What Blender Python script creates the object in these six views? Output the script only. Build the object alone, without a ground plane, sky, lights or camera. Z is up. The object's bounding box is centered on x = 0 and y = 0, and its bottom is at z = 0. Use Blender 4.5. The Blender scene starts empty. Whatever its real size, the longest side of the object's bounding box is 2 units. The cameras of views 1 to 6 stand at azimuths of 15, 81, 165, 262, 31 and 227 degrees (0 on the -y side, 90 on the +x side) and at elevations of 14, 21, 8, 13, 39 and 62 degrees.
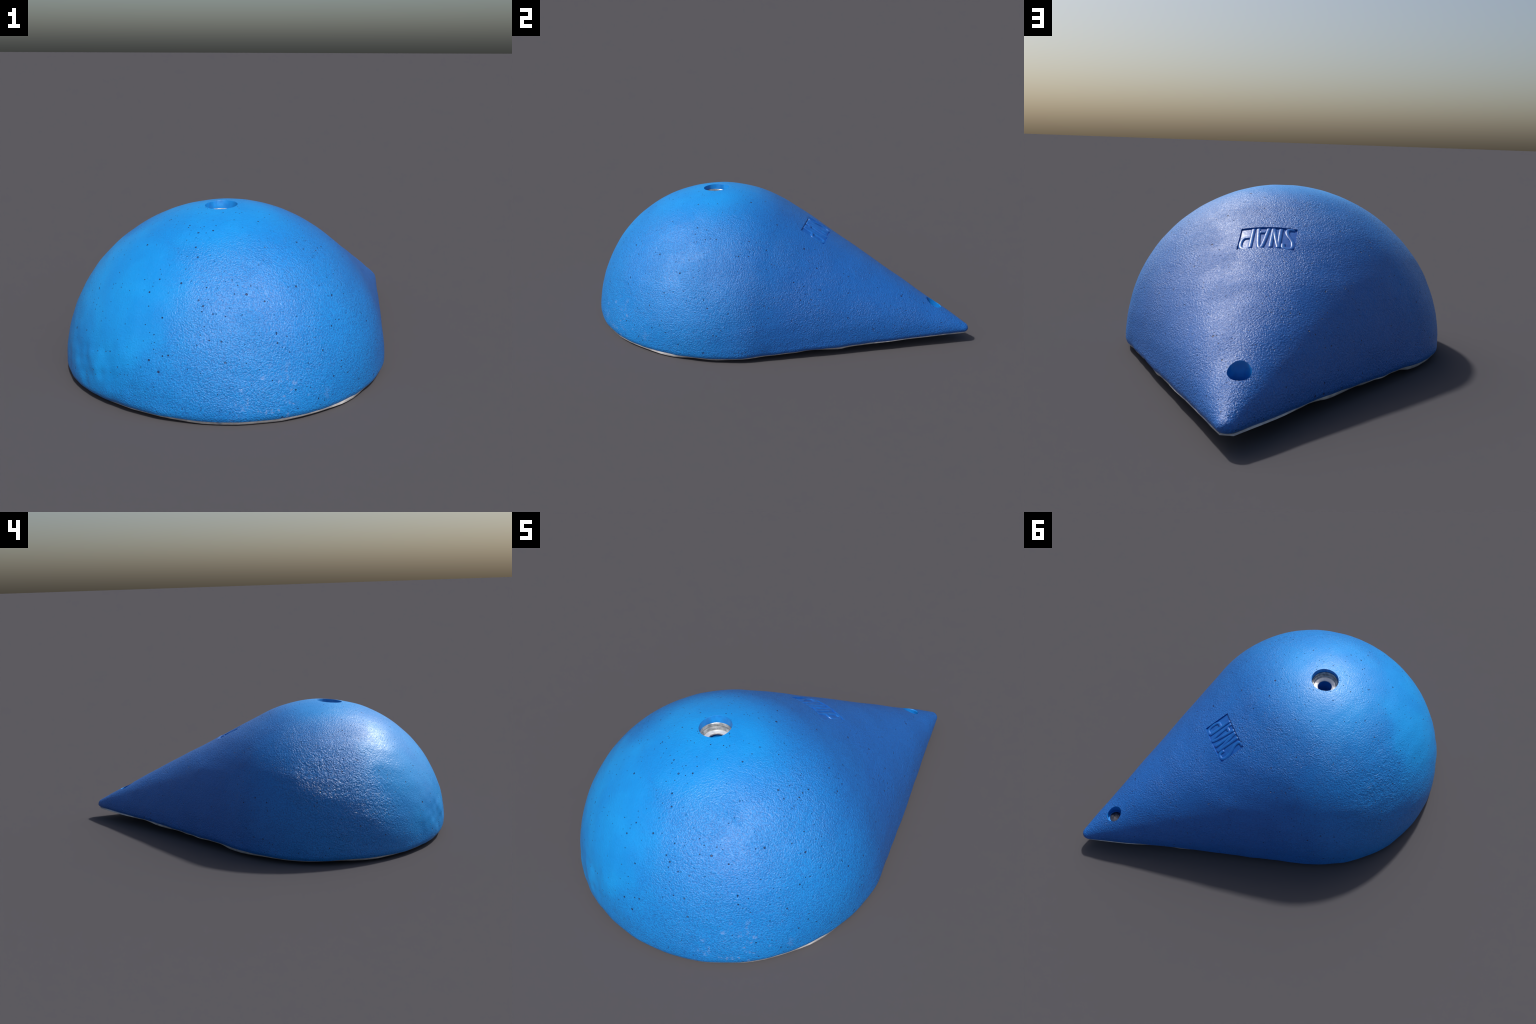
# A moulded climbing hold: a round dome drawn out into a blunt cone (a teardrop
# lying on its flat side), painted blue, with a bolt socket, a screw hole near
# the tip, a recessed name panel and an unpainted pale underside.
import bpy, bmesh, math
import numpy as np
from mathutils import Vector, noise

# ------------------------------------------------------------------ shape ---
BULB = np.array([0.0064, -0.2921, 0.0096])     # centre of the dome
RADII = np.array([0.7197, 0.7124, 0.7120])     # its half axes
TIP = np.array([0.4955, 0.9665, 0.0722])       # centre of the small tip ball
TIP_R = 0.0544
AXIS = (TIP - BULB)[:2] / np.linalg.norm((TIP - BULB)[:2])   # ground direction to the tip
# gentle swelling of the hand-shaped form, in metres, as harmonics of the bearing
# (1, cos, sin, cos 2, sin 2) at the foot, at half height and at the crown
SWELL = np.array([[-0.0175, -0.0030, -0.0064, 0.0061, 0.0045],
                  [0.0058, -0.0090, 0.0005, -0.0013, -0.0036],
                  [-0.0016, -0.0013, -0.0039, -0.0021, 0.0004]])
HUB = np.array([0.130, 0.050])                  # the surface is star-shaped about this line

BOLT_XY, BOLT_R = (-0.001, -0.356), 0.0690
SCREW_XY, SCREW_R = (0.430, 0.812), 0.0395


def smooth(a, b, x):
    t = np.clip((x - a) / (b - a), 0.0, 1.0)
    return t * t * (3 - 2 * t)


def lump(P, scale, seed):
    """cheap smooth pseudo-noise, about -1..1, from a few rotated sine waves"""
    rng = np.random.RandomState(seed)
    out = np.zeros(P.shape[:-1])
    for _ in range(9):
        k = rng.normal(size=3)
        k *= scale * rng.uniform(0.6, 1.5) / np.linalg.norm(k)
        out += np.sin(P @ k * 2 * math.pi + rng.uniform(0, 6.28))
    return out / 4.0


def swell(P):
    t = np.arctan2(P[..., 1] - HUB[1], P[..., 0] - HUB[0])
    e = np.clip(P[..., 2] / 0.73, 0, 1)
    ring = [np.ones_like(t), np.cos(t), np.sin(t), np.cos(2 * t), np.sin(2 * t)]
    height = [(1 - e) ** 2, 2 * e * (1 - e), e * e]
    far = smooth(0.02, 0.30, np.hypot(P[..., 0] - HUB[0], P[..., 1] - HUB[1]))    # no bearing at the hub itself
    return sum(SWELL[i, j] * height[i] * ring[j] * (far if j else 1.0) for i in range(3) for j in range(5))


def body(P):
    """signed distance-like function of the hold without its flat cut"""
    q = (P - BULB) / RADII
    q[..., 2] = np.where(q[..., 2] < 0, q[..., 2] * 0.35, q[..., 2])   # walls stay steep below the widest level
    tip = (TIP - BULB) / RADII
    l = np.linalg.norm(tip)
    a = tip / l
    y = q @ a
    x = np.sqrt(np.maximum((q * q).sum(-1) - y * y, 0))
    r = TIP_R / 0.69
    s = (1 - r) / l
    c = math.sqrt(1 - s * s)
    k = y * c - x * s
    d = np.where(k < 0, np.hypot(x, y) - 1,
                 np.where(k > c * l, np.hypot(x, y - l) - r, x * c + y * s - 1)) * 0.69
    return d - swell(P)


def relief(P):
    """hand-worked unevenness, in metres outwards"""
    h = 0.0012 * lump(P, 3.0, 4) + 0.0006 * lump(P, 9.0, 5)
    # lumpy, badly rubbed patch low on the outer side of the dome; its foot tucks in
    g = np.exp(-(((P - np.array([-0.38, -0.86, 0.15])) / np.array([0.26, 0.20, 0.12])) ** 2).sum(-1))
    h += g * (0.0030 * lump(P, 6.0, 6) + 0.0016 * lump(P, 17.0, 7) + 0.002)
    g = np.exp(-(((P - np.array([-0.35, -0.87, 0.0])) / np.array([0.30, 0.22, 0.035])) ** 2).sum(-1))
    h -= 0.013 * g
    # the foot swells out under the front of the dome and along the two flanks
    for cx, cy, sx, sy, sz, out in ((0.34, -0.92, 0.42, 0.26, 0.13, 0.015), (-0.22, 0.42, 0.30, 0.30, 0.07, 0.007),
                                    (0.62, 0.30, 0.2, 0.45, 0.05, 0.004), (-0.70, -0.25, 0.2, 0.3, 0.06, 0.003)):
        g = np.exp(-(((P - np.array([cx, cy, 0.02])) / np.array([sx, sy, sz])) ** 2).sum(-1))
        h += out * g
    # ripples above the cut edge
    low = np.exp(-np.maximum(P[..., 2] - 0.02, 0) / 0.05)
    h += low * 0.0016 * lump(P, 8.0, 8)
    return h


def cast(O, D, lo=0.0, hi=2.4, steps=42):
    """distance along unit rays D from O (inside) to the surface"""
    lo = np.full(O.shape[:-1], lo)
    hi = np.full(O.shape[:-1], hi)
    for _ in range(steps):
        m = 0.5 * (lo + hi)
        inside = body(O + D * m[..., None]) < 0
        lo = np.where(inside, m, lo)
        hi = np.where(inside, hi, m)
    return 0.5 * (lo + hi)


def cut_height(P, th):
    """height of the painted edge: nearly level round the dome, lifting to the tip"""
    t = (P[..., :2] - BULB[:2]) @ AXIS
    z = 0.018 + 0.048 * np.clip((t + 0.05) / 1.35, 0, 1)
    ripple = 0.0022 * np.sin(3 * th + 1.0) + 0.0016 * np.sin(7 * th + 2.2) + 0.0012 * np.sin(13 * th) + 0.0007 * np.sin(29 * th)
    z = z + 0.006 * np.exp(-(((P[..., :2] - np.array([-0.62, -0.25])) / np.array([0.35, 0.45])) ** 2).sum(-1))
    return z + ripple


def normals(P, e=1e-4):
    g = np.stack([body(P + e * np.eye(3)[i]) - body(P - e * np.eye(3)[i]) for i in range(3)], -1)
    return g / np.linalg.norm(g, axis=-1, keepdims=True)


def edge_ring(th):
    D = np.stack([np.cos(th), np.sin(th), 0 * th], -1)
    z = np.full(th.shape, 0.02)
    for _ in range(4):
        O = np.stack([0 * th + HUB[0], 0 * th + HUB[1], z], -1)
        P = O + D * cast(O, D)[:, None]
        z = cut_height(P, th)
    return P


# ---------------------------------------------------------------- helpers ---
def new_object(name, verts, faces, parent, material, smooth_angle=40):
    me = bpy.data.meshes.new(name)
    me.from_pydata([tuple(v) for v in verts], [], faces)
    me.update()
    ob = bpy.data.objects.new(name, me)
    bpy.context.collection.objects.link(ob)
    if parent:
        ob.parent = parent
    if material:
        me.materials.append(material)
    if smooth_angle:
        shade(me, smooth_angle)
    return ob


def shade(me, angle):
    me.polygons.foreach_set("use_smooth", [True] * len(me.polygons))
    bm = bmesh.new()
    bm.from_mesh(me)
    lim = math.radians(angle)
    for e in bm.edges:
        e.smooth = len(e.link_faces) == 2 and e.calc_face_angle(0) < lim
    bm.to_mesh(me)
    bm.free()


def lathe(name, profile, xy, parent, material, seg=96, angle=35):
    verts, faces = [], []
    n = len(profile)
    for i in range(seg):
        a = 2 * math.pi * i / seg
        for r, z in profile:
            verts.append((xy[0] + r * math.cos(a), xy[1] + r * math.sin(a), z))
    for i in range(seg):
        j = (i + 1) % seg
        for k in range(n):
            m = (k + 1) % n
            faces.append((i * n + k, j * n + k, j * n + m, i * n + m))
    return new_object(name, verts, faces, parent, material, angle)


def mouth(name, xy, r, z, tilt, material, seg=96):
    """a flaring plug that breaks the sharp edge of a hole; tilt is the slope of the skin there"""
    verts = []
    for dz, rr in ((-0.012, r - 0.0035), (0.012, r + 0.0085)):
        for i in range(seg):
            a = 2 * math.pi * i / seg
            x, y = rr * math.cos(a), rr * math.sin(a)
            verts.append((xy[0] + x, xy[1] + y, z + dz + tilt[0] * x + tilt[1] * y))
    faces = [(i, (i + 1) % seg, seg + (i + 1) % seg, seg + i) for i in range(seg)]
    faces += [tuple(range(seg))[::-1], tuple(range(seg, 2 * seg))]
    return new_object(name, verts, faces, None, material, 0)


def cylinder(name, xy, r, z0, z1, material, seg=96):
    verts = [(xy[0] + r * math.cos(2 * math.pi * i / seg), xy[1] + r * math.sin(2 * math.pi * i / seg), z)
             for z in (z0, z1) for i in range(seg)]
    faces = [(i, (i + 1) % seg, seg + (i + 1) % seg, seg + i) for i in range(seg)]
    faces += [tuple(range(seg))[::-1], tuple(range(seg, 2 * seg))]
    return new_object(name, verts, faces, None, material, 0)


def carve(target, cutters):
    for c in cutters:
        m = target.modifiers.new("carve", "BOOLEAN")
        m.operation, m.solver, m.object = "DIFFERENCE", "EXACT", c
        m.material_mode = "TRANSFER"
    dg = bpy.context.evaluated_depsgraph_get()
    me = bpy.data.meshes.new_from_object(target.evaluated_get(dg))
    target.modifiers.clear()
    old = target.data
    target.data = me
    me.name = old.name
    bpy.data.meshes.remove(old)


# -------------------------------------------------------------- materials ---
class Nodes:
    def __init__(self, name):
        self.mat = bpy.data.materials.new(name)
        self.mat.use_nodes = True
        self.t = self.mat.node_tree
        self.bsdf = self.t.nodes["Principled BSDF"]
        self.co = self.add("ShaderNodeTexCoord").outputs["Object"]

    def add(self, kind, **kw):
        n = self.t.nodes.new(kind)
        for k, v in kw.items():
            setattr(n, k, v)
        return n

    def link(self, a, b):
        self.t.links.new(a, b)

    def put(self, sock, v):
        if hasattr(v, "is_output"):
            self.link(v, sock)
        else:
            sock.default_value = v

    def noise(self, scale, detail=2.0, rough=0.5, distortion=0.0, vec=None):
        n = self.add("ShaderNodeTexNoise")
        self.link(vec or self.co, n.inputs["Vector"])
        n.inputs["Scale"].default_value = scale
        n.inputs["Detail"].default_value = detail
        n.inputs["Roughness"].default_value = rough
        n.inputs["Distortion"].default_value = distortion
        return n.outputs["Fac"]

    def math(self, op, a, b=0.0, c=0.0):
        n = self.add("ShaderNodeMath", operation=op)
        for s, v in zip(n.inputs, (a, b, c)):
            self.put(s, v)
        return n.outputs[0]

    def ramp(self, v, a, b, lo=0.0, hi=1.0):
        n = self.add("ShaderNodeMapRange", interpolation_type="SMOOTHSTEP")
        self.put(n.inputs["Value"], v)
        for k, x in (("From Min", a), ("From Max", b), ("To Min", lo), ("To Max", hi)):
            self.put(n.inputs[k], x)
        return n.outputs["Result"]

    def mix(self, f, a, b):
        n = self.add("ShaderNodeMix", data_type="RGBA")
        self.put(n.inputs[0], f)
        for s, v in ((n.inputs[6], a), (n.inputs[7], b)):
            self.put(s, v if hasattr(v, "is_output") else (*v, 1.0))
        return n.outputs[2]

    def blob(self, centre, size):
        """soft ball mask, 1 at the centre and 0 at the rim"""
        m = self.add("ShaderNodeMapping")
        m.vector_type = "TEXTURE"
        m.inputs["Location"].default_value = centre
        m.inputs["Scale"].default_value = size
        self.link(self.co, m.inputs["Vector"])
        g = self.add("ShaderNodeTexGradient", gradient_type="QUADRATIC_SPHERE")
        self.link(m.outputs[0], g.inputs[0])
        return g.outputs["Fac"]

    def pits(self, scale, biggest, share, seed):
        """scattered round pinholes; each cell has a random size, most have none"""
        off = self.add("ShaderNodeVectorMath", operation="ADD")
        self.link(self.co, off.inputs[0])
        off.inputs[1].default_value = (seed, seed * 1.7, seed * 0.6)
        v = self.add("ShaderNodeTexVoronoi")
        self.link(off.outputs[0], v.inputs["Vector"])
        v.inputs["Scale"].default_value = scale
        w = self.add("ShaderNodeSeparateColor")
        self.link(v.outputs["Color"], w.inputs[0])
        size = self.ramp(w.outputs[0], 1 - share, 1.0, 0.0, biggest * scale)
        d = self.math("SUBTRACT", size, v.outputs["Distance"])
        return self.ramp(d, 0.0, 0.0016 * scale)


def blue_paint():
    n = Nodes("blue_paint")
    fine = n.noise(160, 2.5, 0.6, 0.2)
    mid = n.noise(62, 2.0, 0.5, 1.2)
    broad = n.noise(3.2, 3.0, 0.55)
    blotch = n.noise(11, 3.0, 0.6)
    # smooth, rubbed paint on the outer front of the dome; coarse skin elsewhere
    rub = n.blob((-0.42, -0.78, 0.42), (0.72, 0.72, 0.72))
    rub = n.ramp(n.math("ADD", rub, n.math("MULTIPLY", n.math("SUBTRACT", blotch, 0.5), 0.25)), 0.02, 0.35)
    crown = n.blob((-0.05, -0.42, 0.72), (0.66, 0.66, 0.5))
    crown = n.ramp(crown, 0.03, 0.45, 0.0, 0.85)
    calm = n.math("MAXIMUM", rub, crown)
    # wrinkled skin on the far side of the dome
    wrinkle = n.blob((-0.62, -0.30, 0.35), (0.5, 0.6, 0.45))
    wrinkle = n.ramp(wrinkle, 0.0, 0.4)

    pit = n.math("MAXIMUM", n.pits(24, 0.0060, 0.30, 3.1), n.pits(46, 0.0042, 0.35, 7.7))
    pit = n.math("MAXIMUM", pit, n.pits(85, 0.0028, 0.40, 1.3))

    along = n.add("ShaderNodeVectorMath", operation="DOT_PRODUCT")       # distance towards the tip
    n.link(n.co, along.inputs[0])
    along.inputs[1].default_value = (AXIS[0], AXIS[1], 0.0)
    cone = n.math("ADD", along.outputs["Value"], n.math("MULTIPLY", n.math("SUBTRACT", broad, 0.5), 0.5))
    col = n.mix(n.ramp(broad, 0.35, 0.65), (0.005, 0.255, 0.710), (0.006, 0.305, 0.780))
    col = n.mix(n.math("MULTIPLY", n.math("SUBTRACT", 1.0, calm), 0.65), col, (0.009, 0.200, 0.620))     # deeper blue away from the crown and the outer front
    col = n.mix(n.ramp(cone, -0.35, 0.25, 0.0, 0.9), col, (0.011, 0.128, 0.480))  # cone tinted navy-violet: shading baked into the paint towards the tip
    col = n.mix(n.math("MULTIPLY", n.ramp(fine, 0.36, 0.58, 0.42, 0.0), n.math("SUBTRACT", 1.0, calm)),
                col, (0.010, 0.062, 0.300))
    scuff = n.math("MULTIPLY", n.ramp(n.noise(30, 4, 0.65), 0.58, 0.70), n.blob((0.36, -0.86, 0.10), (0.34, 0.30, 0.22)))
    col = n.mix(n.math("MULTIPLY", scuff, 0.8), col, (0.30, 0.40, 0.70))
    pit = n.math("MULTIPLY", pit, n.ramp(n.noise(7.5, 2, 0.5), 0.38, 0.50))
    col = n.mix(n.math("MULTIPLY", pit, 0.9), col, (0.012, 0.016, 0.085))
    n.link(col, n.bsdf.inputs["Base Color"])
    n.put(n.bsdf.inputs["Roughness"], n.ramp(mid, 0.3, 0.7, 0.34, 0.46))
    n.bsdf.inputs["Specular IOR Level"].default_value = 0.55

    grain = n.math("ADD", n.math("MULTIPLY", fine, 0.75), n.math("MULTIPLY", mid, n.math("ADD", 0.35, n.math("MULTIPLY", wrinkle, 1.3))))
    grain = n.math("MULTIPLY", grain, n.math("SUBTRACT", 1.0, n.math("MULTIPLY", calm, 0.72)))
    grain = n.math("MULTIPLY", grain, n.ramp(n.noise(5.5, 3, 0.55), 0.3, 0.7, 0.65, 1.2))
    height = n.math("SUBTRACT", grain, n.math("MULTIPLY", pit, 1.2))
    b = n.add("ShaderNodeBump")
    b.inputs["Strength"].default_value = 0.9
    b.inputs["Distance"].default_value = 0.0068
    n.link(height, b.inputs["Height"])
    n.link(b.outputs[0], n.bsdf.inputs["Normal"])
    return n.mat


def glossy_blue(name, a, b, rough):
    n = Nodes(name)
    col = n.mix(n.ramp(n.noise(40, 3), 0.35, 0.65), a, b)
    n.link(col, n.bsdf.inputs["Base Color"])
    n.bsdf.inputs["Roughness"].default_value = rough
    bp = n.add("ShaderNodeBump")
    bp.inputs["Strength"].default_value = 0.4
    bp.inputs["Distance"].default_value = 0.003
    n.link(n.noise(45, 2), bp.inputs["Height"])
    n.link(bp.outputs[0], n.bsdf.inputs["Normal"])
    return n.mat


def pale_resin():
    n = Nodes("pale_resin")
    streak = n.noise(26, 4, 0.6, 0.5)
    col = n.mix(n.ramp(streak, 0.3, 0.7), (0.50, 0.49, 0.50), (0.74, 0.73, 0.72))
    stain = n.ramp(n.noise(9, 3, 0.6), 0.60, 0.75)
    col = n.mix(n.math("MULTIPLY", stain, 0.7), col, (0.10, 0.20, 0.36))
    n.link(col, n.bsdf.inputs["Base Color"])
    n.bsdf.inputs["Roughness"].default_value = 0.6
    return n.mat


def bare_steel(name, dark, light):
    n = Nodes(name)
    col = n.mix(n.ramp(n.noise(60, 3), 0.3, 0.7), dark, light)
    n.link(col, n.bsdf.inputs["Base Color"])
    n.bsdf.inputs["Metallic"].default_value = 0.55
    n.put(n.bsdf.inputs["Roughness"], n.ramp(n.noise(90, 2), 0.3, 0.7, 0.28, 0.45))
    return n.mat


PAINT = blue_paint()
BORE = glossy_blue("bore_blue", (0.006, 0.190, 0.600), (0.007, 0.240, 0.680), 0.42)
PANEL = glossy_blue("panel_blue", (0.008, 0.095, 0.410), (0.009, 0.120, 0.460), 0.38)  # panel and letter blues lowered to agree with the cone's painted shade
LETTER = glossy_blue("letter_blue", (0.009, 0.110, 0.440), (0.010, 0.140, 0.500), 0.36)
RESIN = pale_resin()
STEEL = bare_steel("bare_steel", (0.26, 0.29, 0.31), (0.58, 0.60, 0.60))
WASHER = bare_steel("bright_steel", (0.80, 0.80, 0.80), (0.92, 0.92, 0.91))  # steel lightened almost to white for sunlight on the shelf
DARK_DISC = bare_steel("dark_blue_grey", (0.035, 0.040, 0.060), (0.11, 0.11, 0.13))

# ------------------------------------------------------------------- root ---
root = bpy.data.objects.new("climbing_hold", None)
root.empty_display_size = 0.2
bpy.context.collection.objects.link(root)
root["label"] = "blue teardrop shaped climbing hold with bolt socket and recessed lettering"
root["category"] = "climbing hold"

# ------------------------------------------------------------------- body ---
N_TH, N_ROW = 1200, 300
th = np.linspace(0, 2 * math.pi, N_TH, endpoint=False)
ring = edge_ring(th)
O = np.stack([0 * th + HUB[0], 0 * th + HUB[1], ring[:, 2]], -1)
phi = np.linspace(0, math.pi / 2, 400)


def along(phis):
    """phis (rows, N_TH) elevation angles -> points on the surface"""
    D = np.stack([np.cos(phis) * np.cos(th), np.cos(phis) * np.sin(th), np.sin(phis)], -1)
    Or = np.broadcast_to(O, D.shape)
    return Or + D * cast(Or, D)[..., None]


coarse = along(np.repeat(phi[:, None], N_TH, 1)[::1])
seg = np.linalg.norm(np.diff(coarse, axis=0), axis=-1)
arc = np.vstack([np.zeros(N_TH), np.cumsum(seg, 0)])
rows = np.empty((N_ROW, N_TH))
u = np.linspace(0, 1, N_ROW + 1)[:-1]
for i in range(N_TH):
    rows[:, i] = np.interp(u * arc[-1, i], arc[:, i], phi)
P = along(rows)
nrm = normals(P)
lift = np.clip((P[..., 2] - ring[None, :, 2]) / 0.022, 0, 1)
P = P + nrm * (relief(P) - 0.006 * (1 - lift) ** 2)[..., None]      # relief, and the edge rolls under
apex = along(np.full((1, N_TH), math.pi / 2 - 1e-6))[0, :1]
apex = (apex + normals(apex) * relief(apex)[:, None])[0]
verts = list(P.reshape(-1, 3)) + [apex]
top = len(verts) - 1
floor_c = len(verts)
verts.append(np.array([HUB[0], HUB[1], 0.05]))
faces = []
for r in range(N_ROW - 1):
    a, b = r * N_TH, (r + 1) * N_TH
    for i in range(N_TH):
        j = (i + 1) % N_TH
        faces.append((a + i, a + j, b + j, b + i))
last = (N_ROW - 1) * N_TH
for i in range(N_TH):
    j = (i + 1) % N_TH
    faces.append((last + i, last + j, top))
    faces.append((j, i, floor_c))
hold = new_object("painted_body", verts, faces, root, PAINT, 0)

# name panel frame: reading direction runs across the ridge, letter tops point to the tip
L_C = np.array([0.1985, 0.180, 0.538])
L_X = np.array([0.216, -0.083, -0.008]); L_X /= np.linalg.norm(L_X)
L_Y = np.array([0.048, 0.124, -0.073]); L_Y -= L_X * (L_Y @ L_X); L_Y /= np.linalg.norm(L_Y)
L_N = np.cross(L_X, L_Y)
L_W, L_H, L_DEPTH = 0.229, 0.150, 0.0062


def on_panel(uvh):
    """(across, up, height over the outer skin) -> point"""
    uvh = np.asarray(uvh, float)
    base = L_C - 0.15 * L_N + uvh[..., :1] * L_X + uvh[..., 1:2] * L_Y
    D = np.broadcast_to(L_N, base.shape)
    t = cast(base, D, 0.0, 0.5)
    return base + D * (t + uvh[..., 2])[..., None]


def panel_cutter():
    nu, nv = 40, 26
    us, vs = np.linspace(-L_W / 2, L_W / 2, nu), np.linspace(-L_H / 2, L_H / 2, nv)
    U, V = np.meshgrid(us, vs)
    lo = on_panel(np.stack([U * 0.975, V * 0.955, 0 * U - L_DEPTH], -1)).reshape(-1, 3)
    hi = on_panel(np.stack([U * 1.02, V * 1.02, 0 * U + 0.02], -1)).reshape(-1, 3)
    n = nu * nv
    f = []
    for y in range(nv - 1):
        for x in range(nu - 1):
            a = y * nu + x
            f.append((a, a + nu, a + nu + 1, a + 1))
            f.append((n + a, n + a + 1, n + a + nu + 1, n + a + nu))
    edge = [x for x in range(nu)] + [y * nu + nu - 1 for y in range(1, nv)] \
        + [(nv - 1) * nu + x for x in range(nu - 2, -1, -1)] + [y * nu for y in range(nv - 2, 0, -1)]
    for a, b in zip(edge, edge[1:] + edge[:1]):
        f.append((a, b, n + b, n + a))
    return new_object("panel_cutter", np.vstack([lo, hi]), f, None, PANEL, 0)


crown_z = float(apex[2])


def skin_z(xy):
    o = np.array([[xy[0], xy[1], 0.09]])
    return 0.09 + float(cast(o, np.array([[0, 0, 1.0]]))[0])


def slope_at(xy, e=0.02):
    return ((skin_z((xy[0] + e, xy[1])) - skin_z((xy[0] - e, xy[1]))) / (2 * e),
            (skin_z((xy[0], xy[1] + e)) - skin_z((xy[0], xy[1] - e))) / (2 * e))


rim_z = skin_z(BOLT_XY)
cutters = [cylinder("c1", BOLT_XY, BOLT_R, rim_z - 0.074, 1.0, BORE),
           cylinder("c2", BOLT_XY, 0.050, -0.2, rim_z - 0.05, BORE),
           cylinder("c3", SCREW_XY, SCREW_R, 0.155, 0.6, BORE, 64),
           mouth("c7", BOLT_XY, BOLT_R, rim_z, slope_at(BOLT_XY), BORE),
           mouth("c8", SCREW_XY, SCREW_R, skin_z(SCREW_XY), slope_at(SCREW_XY), BORE, 64),
           panel_cutter()]
carve(hold, cutters)
shade(hold.data, 32)

# ------------------------------------------------------------------- base ---
N_B = 150
tb = np.linspace(0, 2 * math.pi, N_B, endpoint=False)
rb = edge_ring(tb)
rb = rb + normals(rb) * np.array([1, 1, 0]) * relief(rb)[:, None]
tuck = np.exp(-(((rb[:, :2] - np.array([-0.35, -0.87])) / np.array([0.34, 0.26])) ** 2).sum(-1))
inward = HUB - rb[:, :2]
inward /= np.linalg.norm(inward, axis=1, keepdims=True)
rng = np.random.RandomState(11)
knots = 46                                          # the cast edge is chipped into short straight runs
drop_k = rng.uniform(0.008, 0.022, knots)
drop = np.interp(tb * knots / (2 * math.pi), np.arange(knots + 1), np.r_[drop_k, drop_k[0]])
inset_k = rng.uniform(0.004, 0.017, knots)
inset = np.interp(tb * knots / (2 * math.pi), np.arange(knots + 1), np.r_[inset_k, inset_k[0]])
drop *= 1 - 0.55 * smooth(0.6, 1.3, (rb[:, :2] - BULB[:2]) @ AXIS)
low_z = np.maximum(rb[:, 2] - drop, 0.0)
low_z += 0.005 * np.exp(-(((rb[:, :2] - np.array([-0.62, -0.25])) / np.array([0.35, 0.45])) ** 2).sum(-1))
low_z -= low_z.min()
layers = []
for k, (i0, zf) in enumerate([(0.020, 1.15), (0.0070, 0.98), (0.0, 0.30), (0.004, 0.0)]):
    off = (i0 if k < 2 else 0) + (inset if k >= 2 else 0) + (0.007 if k == 3 else 0)
    xy = rb[:, :2] + inward * np.reshape(off + 0.022 * tuck, (-1, 1))
    z = low_z + (rb[:, 2] - low_z) * zf
    layers.append(np.column_stack([xy, z]))
verts = list(np.vstack(layers)) + [np.array([HUB[0], HUB[1], 0.012]), np.array([HUB[0], HUB[1], 0.055])]
faces = []
for k in range(3):
    for i in range(N_B):
        j = (i + 1) % N_B
        faces.append((k * N_B + j, k * N_B + i, (k + 1) * N_B + i, (k + 1) * N_B + j))
for i in range(N_B):
    j = (i + 1) % N_B
    faces.append((3 * N_B + j, 3 * N_B + i, 4 * N_B))
    faces.append((i, j, 4 * N_B + 1))
base = new_object("resin_base", verts, faces, root, RESIN, 0)
holes = [cylinder("c5", BOLT_XY, 0.052, -0.2, 0.3, RESIN)]
carve(base, holes)
shade(base.data, 50)
for c in cutters + holes:
    me = c.data
    bpy.data.objects.remove(c)
    bpy.data.meshes.remove(me)

# ------------------------------------------------------------ bolt socket ---
z = rim_z
socket = bpy.data.objects.new("bolt_socket", None)
bpy.context.collection.objects.link(socket)
socket.parent = root
lathe("sleeve", [(0.0678, z - 0.0330), (0.0653, z - 0.0318), (0.0633, z - 0.0340), (0.0625, z - 0.0450),
                 (0.0650, z - 0.0475), (0.0678, z - 0.0480)], BOLT_XY, socket, STEEL)
lathe("collar", [(0.0678, z - 0.0484), (0.0605, z - 0.0484), (0.0574, z - 0.0505), (0.0548, z - 0.0600), (0.0678, z - 0.0605)],
      BOLT_XY, socket, STEEL)
lathe("washer", [(0.0678, z - 0.0608), (0.0542, z - 0.0610), (0.0390, z - 0.0640), (0.0362, z - 0.0660), (0.0367, z - 0.0720),
                 (0.0678, z - 0.0725)], BOLT_XY, socket, WASHER)

# dark blue-grey disc at the bottom of the small hole
lathe("hole_floor_disc", [(0.0001, 0.1605), (0.010, 0.1602), (0.012, 0.1630), (0.024, 0.1620), (0.030, 0.1580), (0.031, 0.1553), (0.0001, 0.1553)],
      SCREW_XY, root, DARK_DISC, 48)

# ---------------------------------------------------------------- letters ---
panel = bpy.data.objects.new("name_panel", None)
bpy.context.collection.objects.link(panel)
panel.parent = root
STROKE, RISE = 0.0185, 0.0055


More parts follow.
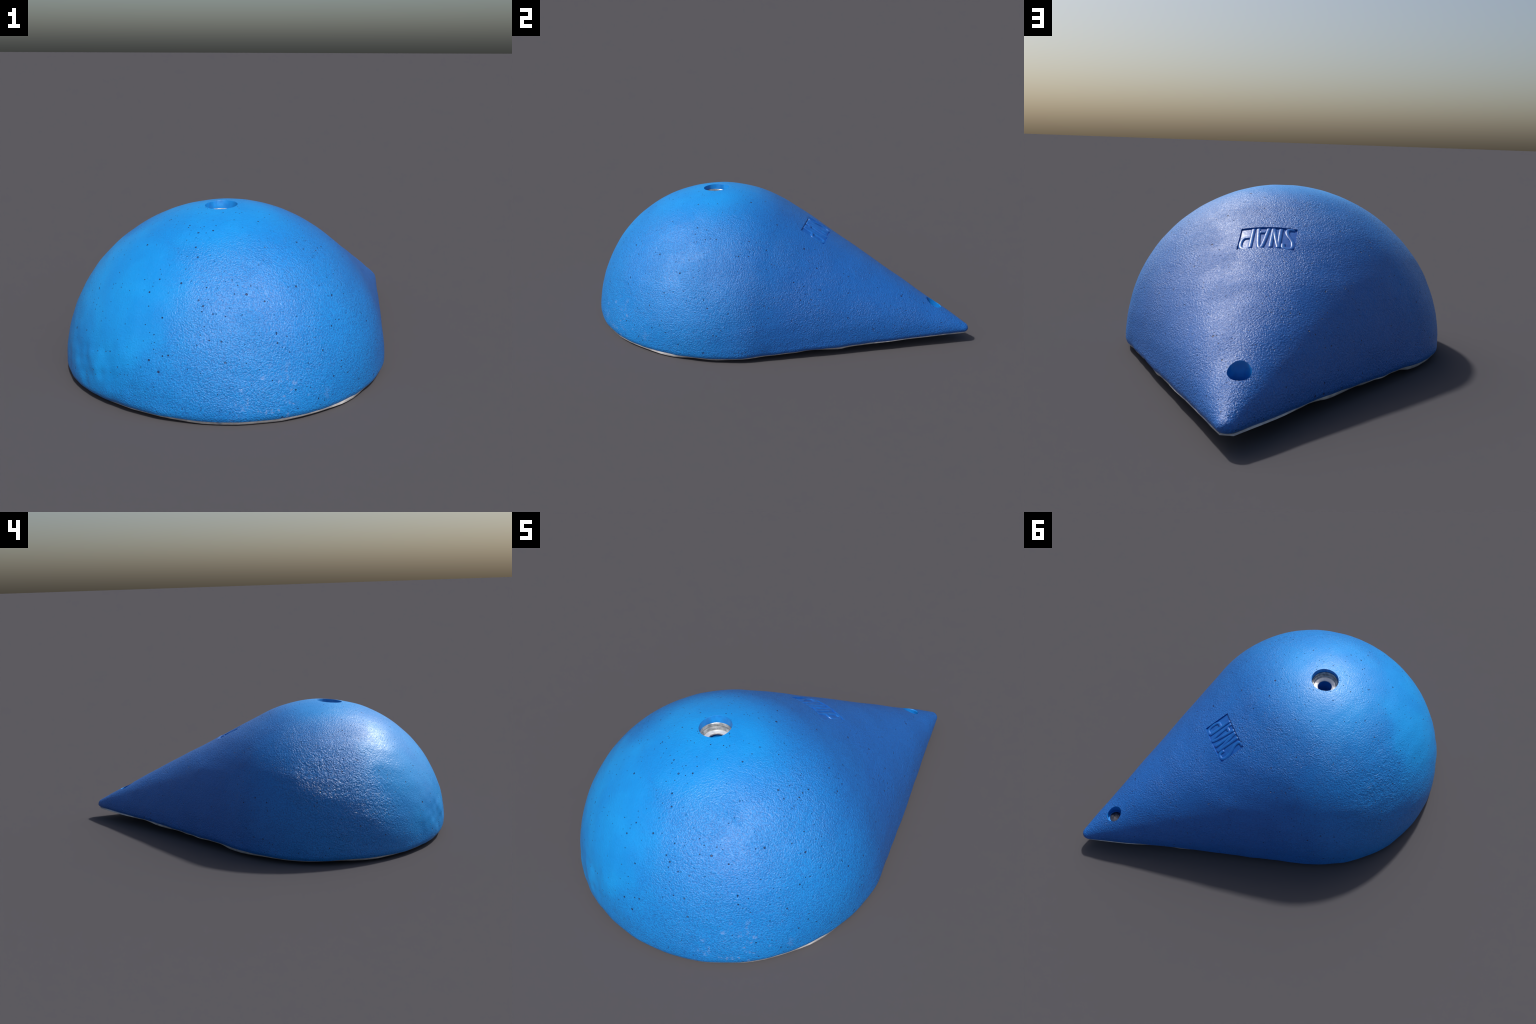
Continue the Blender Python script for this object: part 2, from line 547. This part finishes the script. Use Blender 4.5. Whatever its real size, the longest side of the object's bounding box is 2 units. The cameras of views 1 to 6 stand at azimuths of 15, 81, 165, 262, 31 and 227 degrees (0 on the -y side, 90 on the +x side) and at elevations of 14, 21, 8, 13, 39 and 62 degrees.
def bend(pts, step=0.0025, rounds=2):
    """cut the corners of a polyline, then space it evenly"""
    p = np.array(pts, float)
    for _ in range(rounds):
        q = [p[0]]
        for a, b in zip(p[:-1], p[1:]):
            q += [a * 0.75 + b * 0.25, a * 0.25 + b * 0.75]
        q.append(p[-1])
        p = np.array(q)
    s = np.r_[0, np.cumsum(np.linalg.norm(np.diff(p, axis=0), axis=1))]
    n = max(4, int(s[-1] / step))
    t = np.linspace(0, s[-1], n)
    return np.column_stack([np.interp(t, s, p[:, i]) for i in range(2)])


def stroke(path, verts, faces):
    """a ridge with a rounded top that lies on the panel floor"""
    n, m = len(path), 9
    tan = np.gradient(path, axis=0)
    tan /= np.linalg.norm(tan, axis=1, keepdims=True)
    side = np.column_stack([-tan[:, 1], tan[:, 0]])
    start = len(verts)
    uvh = []
    for i in range(n):
        e = min(i, n - 1 - i) / 2.0
        cap = math.sqrt(min(1.0, 0.35 + 0.65 * e))
        for k in range(m):
            a = math.pi * k / (m - 1)
            w = -math.cos(a) * STROKE / 2 * (0.75 + 0.25 * cap)
            h = -L_DEPTH - 0.002 + (RISE + 0.002) * cap * math.sin(a) ** 0.6
            uvh.append((*(path[i] + side[i] * w), h))
    verts += list(on_panel(np.array(uvh)))
    for i in range(n - 1):
        for k in range(m - 1):
            a = start + i * m + k
            faces.append((a, a + m, a + m + 1, a + 1))
        faces.append((start + i * m, start + i * m + m - 1, start + (i + 1) * m + m - 1, start + (i + 1) * m))
    faces.append(tuple(start + k for k in range(m)))
    faces.append(tuple(start + (n - 1) * m + k for k in range(m))[::-1])


T, Bm = 0.066, -0.068           # top and foot of the letters
LETTERS = [
    [[(-0.066, 0.030), (-0.066, T), (-0.104, T), (-0.104, 0.016), (-0.074, -0.030), (-0.074, Bm), (-0.104, Bm)]],      # S
    [[(-0.049, Bm), (-0.049, T)], [(-0.049, T), (-0.018, Bm)], [(-0.018, Bm), (-0.018, T)]],                           # N
    [[(0.000, Bm), (0.014, T), (0.030, T), (0.042, Bm)], [(0.006, -0.040), (0.038, -0.040)]],                          # A
    [[(0.062, Bm), (0.062, T)], [(0.062, T), (0.103, T), (0.103, -0.008), (0.062, -0.008)]],                           # P
]
for strokes in LETTERS:
    v, f = [], []
    for s in strokes:
        stroke(bend(s) if len(s) > 2 else bend(s, rounds=0), v, f)
    new_object("letter", v, f, panel, LETTER, 50)
